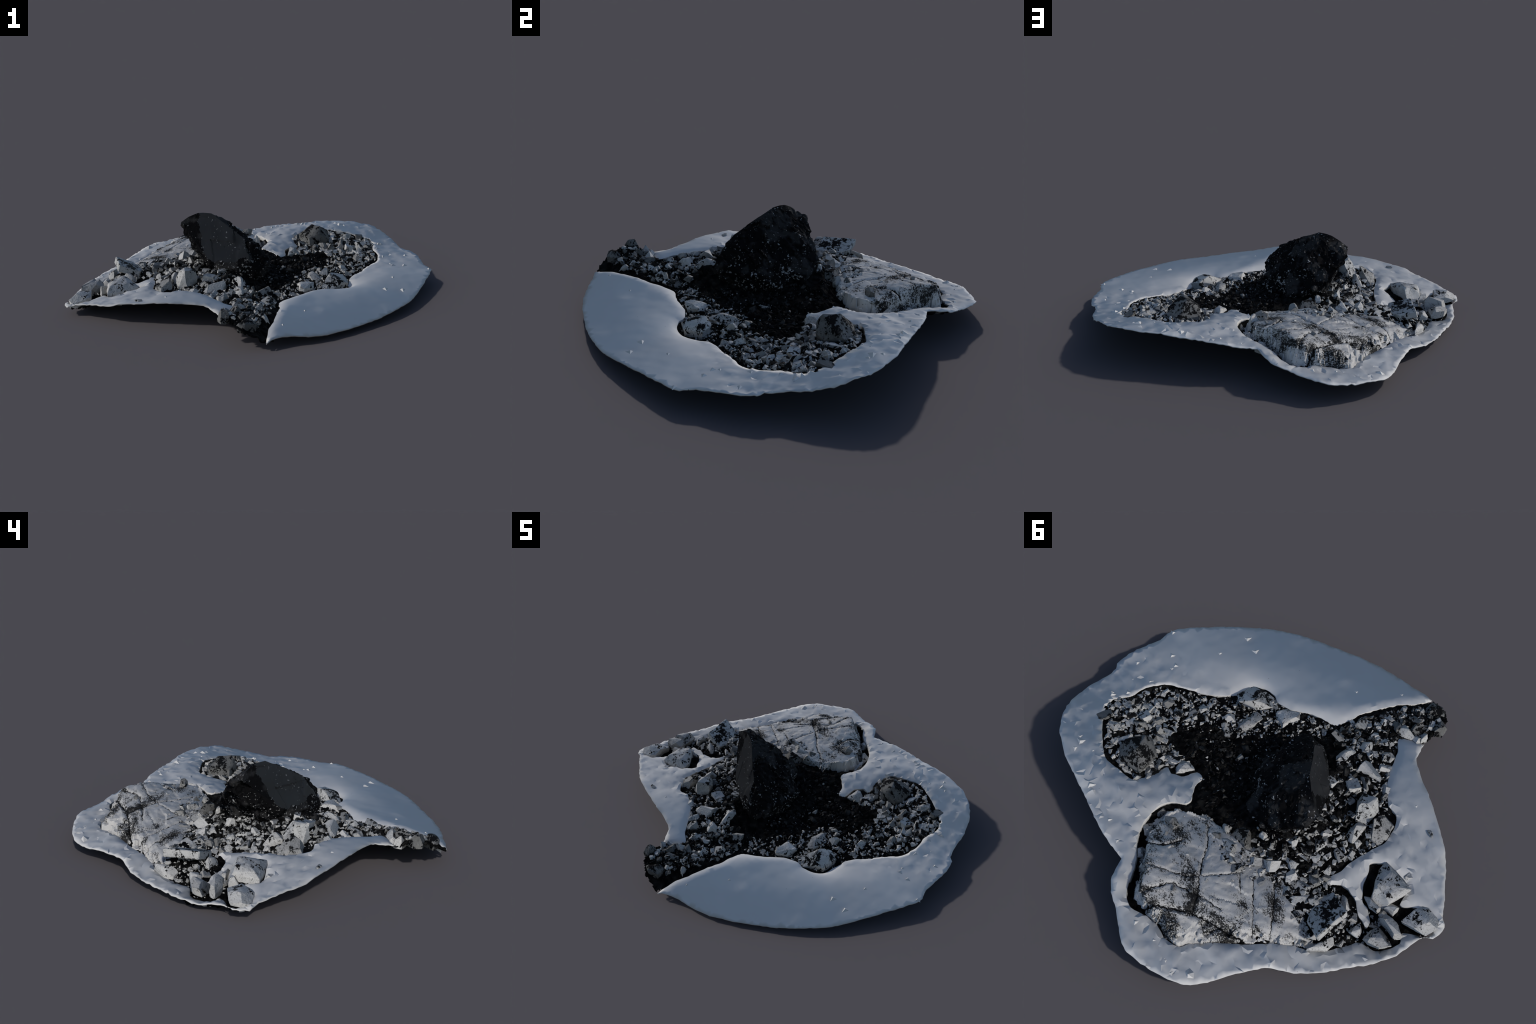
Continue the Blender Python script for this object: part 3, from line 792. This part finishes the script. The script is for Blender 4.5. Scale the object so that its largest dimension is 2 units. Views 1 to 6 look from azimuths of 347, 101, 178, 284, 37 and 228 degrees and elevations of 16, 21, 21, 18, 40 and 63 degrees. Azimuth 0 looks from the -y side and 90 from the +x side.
named = 0
def scatter_stones(poly, count, lo, hi, mats, gap=.8, sink=.25, tilt=.5, power=2.0):
    global named
    a, b = poly.min(0), poly.max(0); done = tries = 0
    while done < count and tries < count * 60:
        tries += 1
        p = rng.uniform(a, b)
        if not inside(poly, p[None])[0] or not inside(hole, p[None])[0]: continue
        s = lo + (hi - lo) * rng.uniform() ** power
        if any((p[0] - x) ** 2 + (p[1] - y) ** 2 < (gap * (r + s * .38)) ** 2 for x, y, r in placed): continue
        me = mats[int(rng.integers(len(mats)))]
        ob = bpy.data.objects.new("stone", me)
        ob.location = (*p, ground(*p) + s * (.3 - sink))
        ob.rotation_euler = (rng.normal(0, tilt), rng.normal(0, tilt), rng.uniform(0, 6.28))
        ob.scale = tuple(s / .04 * rng.uniform(.8, 1.2, 3))
        bpy.context.scene.collection.objects.link(ob); ob.parent = root
        placed.append((p[0], p[1], s * .4)); done += 1; named += 1

FOOT = np.array([(-.36, .2), (-.2, .28), (-.1, .22), (-.2, .12), (-.28, .05), (-.27, -.12), (-.2, -.22), (-.1, -.32), (-.14, -.38), (-.3, -.26), (-.38, -.1), (-.4, .08)])
scatter_stones(FOOT, 26, .025, .06, darks + grits + kinds[:1], gap=.7)
scatter_stones(HEAP, 100, .028, .075, kinds + darks[:1], gap=.7)
scatter_stones(SPUR, 44, .03, .085, kinds[::2] + darks + darks, gap=.7)
scatter_stones(SOUTH, 36, .024, .055, kinds)
scatter_stones(LEDGE, 66, .034, .09, kinds + kinds + darks[:1], tilt=.6, gap=.6, sink=.32)
scatter_stones(HOLLOW, 12, .024, .05, kinds)
MOAT = np.array([(-.48, .1), (-.5, .24), (-.53, .33), (-.66, .37), (-.735, .29), (-.74, .13), (-.66, .09), (-.56, .09)])
scatter_stones(MOAT, 26, .024, .06, kinds, gap=.5, tilt=.4)
scatter_stones(PIT, 16, .02, .05, grits + grits + kinds[:1])
scatter_stones(SLABTOP, 9, .014, .026, kinds, sink=.1)

def gravel(name, zones, mat, seed):
    """heaps of chips too small to count, joined into one mesh"""
    rg = np.random.default_rng(seed)
    V, F = [], []
    for poly, n, lo, hi in zones:
        a, b = poly.min(0), poly.max(0)
        P = rg.uniform(a, b, (n * 4, 2)); P = P[inside(poly, P) & inside(hole, P)][:n]
        Z = bed_z(P)
        ins = inside(slab_poly, P)
        if ins.any():
            D = seg_dist(P, slab_poly, True)
            W = (np.array([e[1] for e in SLAB_EDGE]) + np.array([e[2] for e in SLAB_EDGE]) * D).min(1)
            Z = np.where(ins, np.maximum(Z, np.minimum(slab_z(P), W)), Z)
        for p, z in zip(P, Z):
            s = lo + (hi - lo) * rg.uniform() ** 2
            # a chip: a skewed five- or six-cornered wedge
            th = np.sort(rg.uniform(0, 2 * np.pi, 4)); yaw = rg.uniform(0, 6.28)
            ring = np.stack([np.cos(th) * .5, np.sin(th) * .36, rg.uniform(-.12, .12, 4)], 1)
            pk = np.array([[*rg.uniform(-.2, .2, 2), rg.uniform(.2, .4)], [*rg.uniform(-.15, .15, 2), -.35]])
            q = np.vstack([ring, pk]) * s
            R = np.array(Matrix.Rotation(yaw, 3, "Z") @ Matrix.Rotation(rg.normal(0, .45), 3, "X"))
            q = q @ R.T + (p[0], p[1], z + s * .15)
            k = len(V); V += [tuple(t) for t in q]
            for i in range(4):
                j = (i + 1) % 4
                F += [(k + i, k + j, k + 4), (k + j, k + i, k + 5)]
    ob = mesh_object(name, V, F, mat, False, None, root)
    ob["kind"] = "stuff"
    return ob

gravel("pale_gravel", [(HEAP, 700, .009, .03), (SPUR, 200, .009, .03), (SOUTH, 560, .009, .03), (LEDGE, 520, .010, .045), (HOLLOW, 150, .008, .024), (MOAT, 170, .009, .03),
                       (SLABTOP, 60, .004, .014), (PIT, 80, .006, .022)], M_CHIP, 21)
gravel("dark_grit", [(PIT, 420, .008, .036), (HEAP, 420, .009, .03), (SPUR, 360, .009, .034), (SOUTH, 260, .008, .028), (LEDGE, 240, .01, .035)], M_GRIT, 22)

# -------------------------------------- pebble, and sun glints built as fins on the snow
zp = snow_z([(-.647, -.404)])[0]
ob = bpy.data.objects.new("pebble", kinds[3]); ob.location = (-.647, -.404, zp); ob.scale = (1.0, .85, .8); ob.parent = root
bpy.context.scene.collection.objects.link(ob)
def glint_fin(x, y, s, yaw, name="snow_glint_fin"):
    """a white triangular glint modelled as a fin; its steep side faces west"""
    z = snow_z([(x, y)])[0]
    c, n = math.cos(yaw), math.sin(yaw)
    def at(u, w, h): return (u * c - w * n, u * n + w * c, h)
    V = [at(-.25 * s, -.7 * s, -.004), at(-.2 * s, .7 * s, -.004), at(.15 * s, .1 * s, .3 * s), at(1.2 * s, .05 * s, -.004)]
    ob = mesh_object(name, V, [(0, 2, 1), (0, 3, 2), (1, 2, 3), (0, 1, 3)], M_SNOW, False, None, root)
    ob.location = (x, y, z)
for x, y, s, yw in [(.123, -.671, .017, .2), (.708, -.469, .03, .3), (.692, .53, .04, .1), (.484, .625, .035, -.2), (-.03, -.83, .014, .4),
                    (.93, .05, .02, .1), (.62, -.45, .03, .5), (.72, -.3, .02, .2), (.3, .66, .02, 0), (.2, .69, .025, .2), (-.52, -.44, .02, .4), (.97, -.2, .02, 0)]:
    glint_fin(x, y, s, yw)
for i in range(16):
    p = rng.uniform((-.6, -.2), (1, .95)); q = p[None]
    while not inside(outline, q)[0] or seg_dist(q, outline, True).min() < .02 or p[0] < .3 and p[1] < .7:
        p = rng.uniform((-.6, -.2), (1, .95)); q = p[None]
    glint_fin(*p, rng.uniform(.012, .028), rng.uniform(-.5, .7))
print("named stones", named, "objects", len(bpy.data.objects))
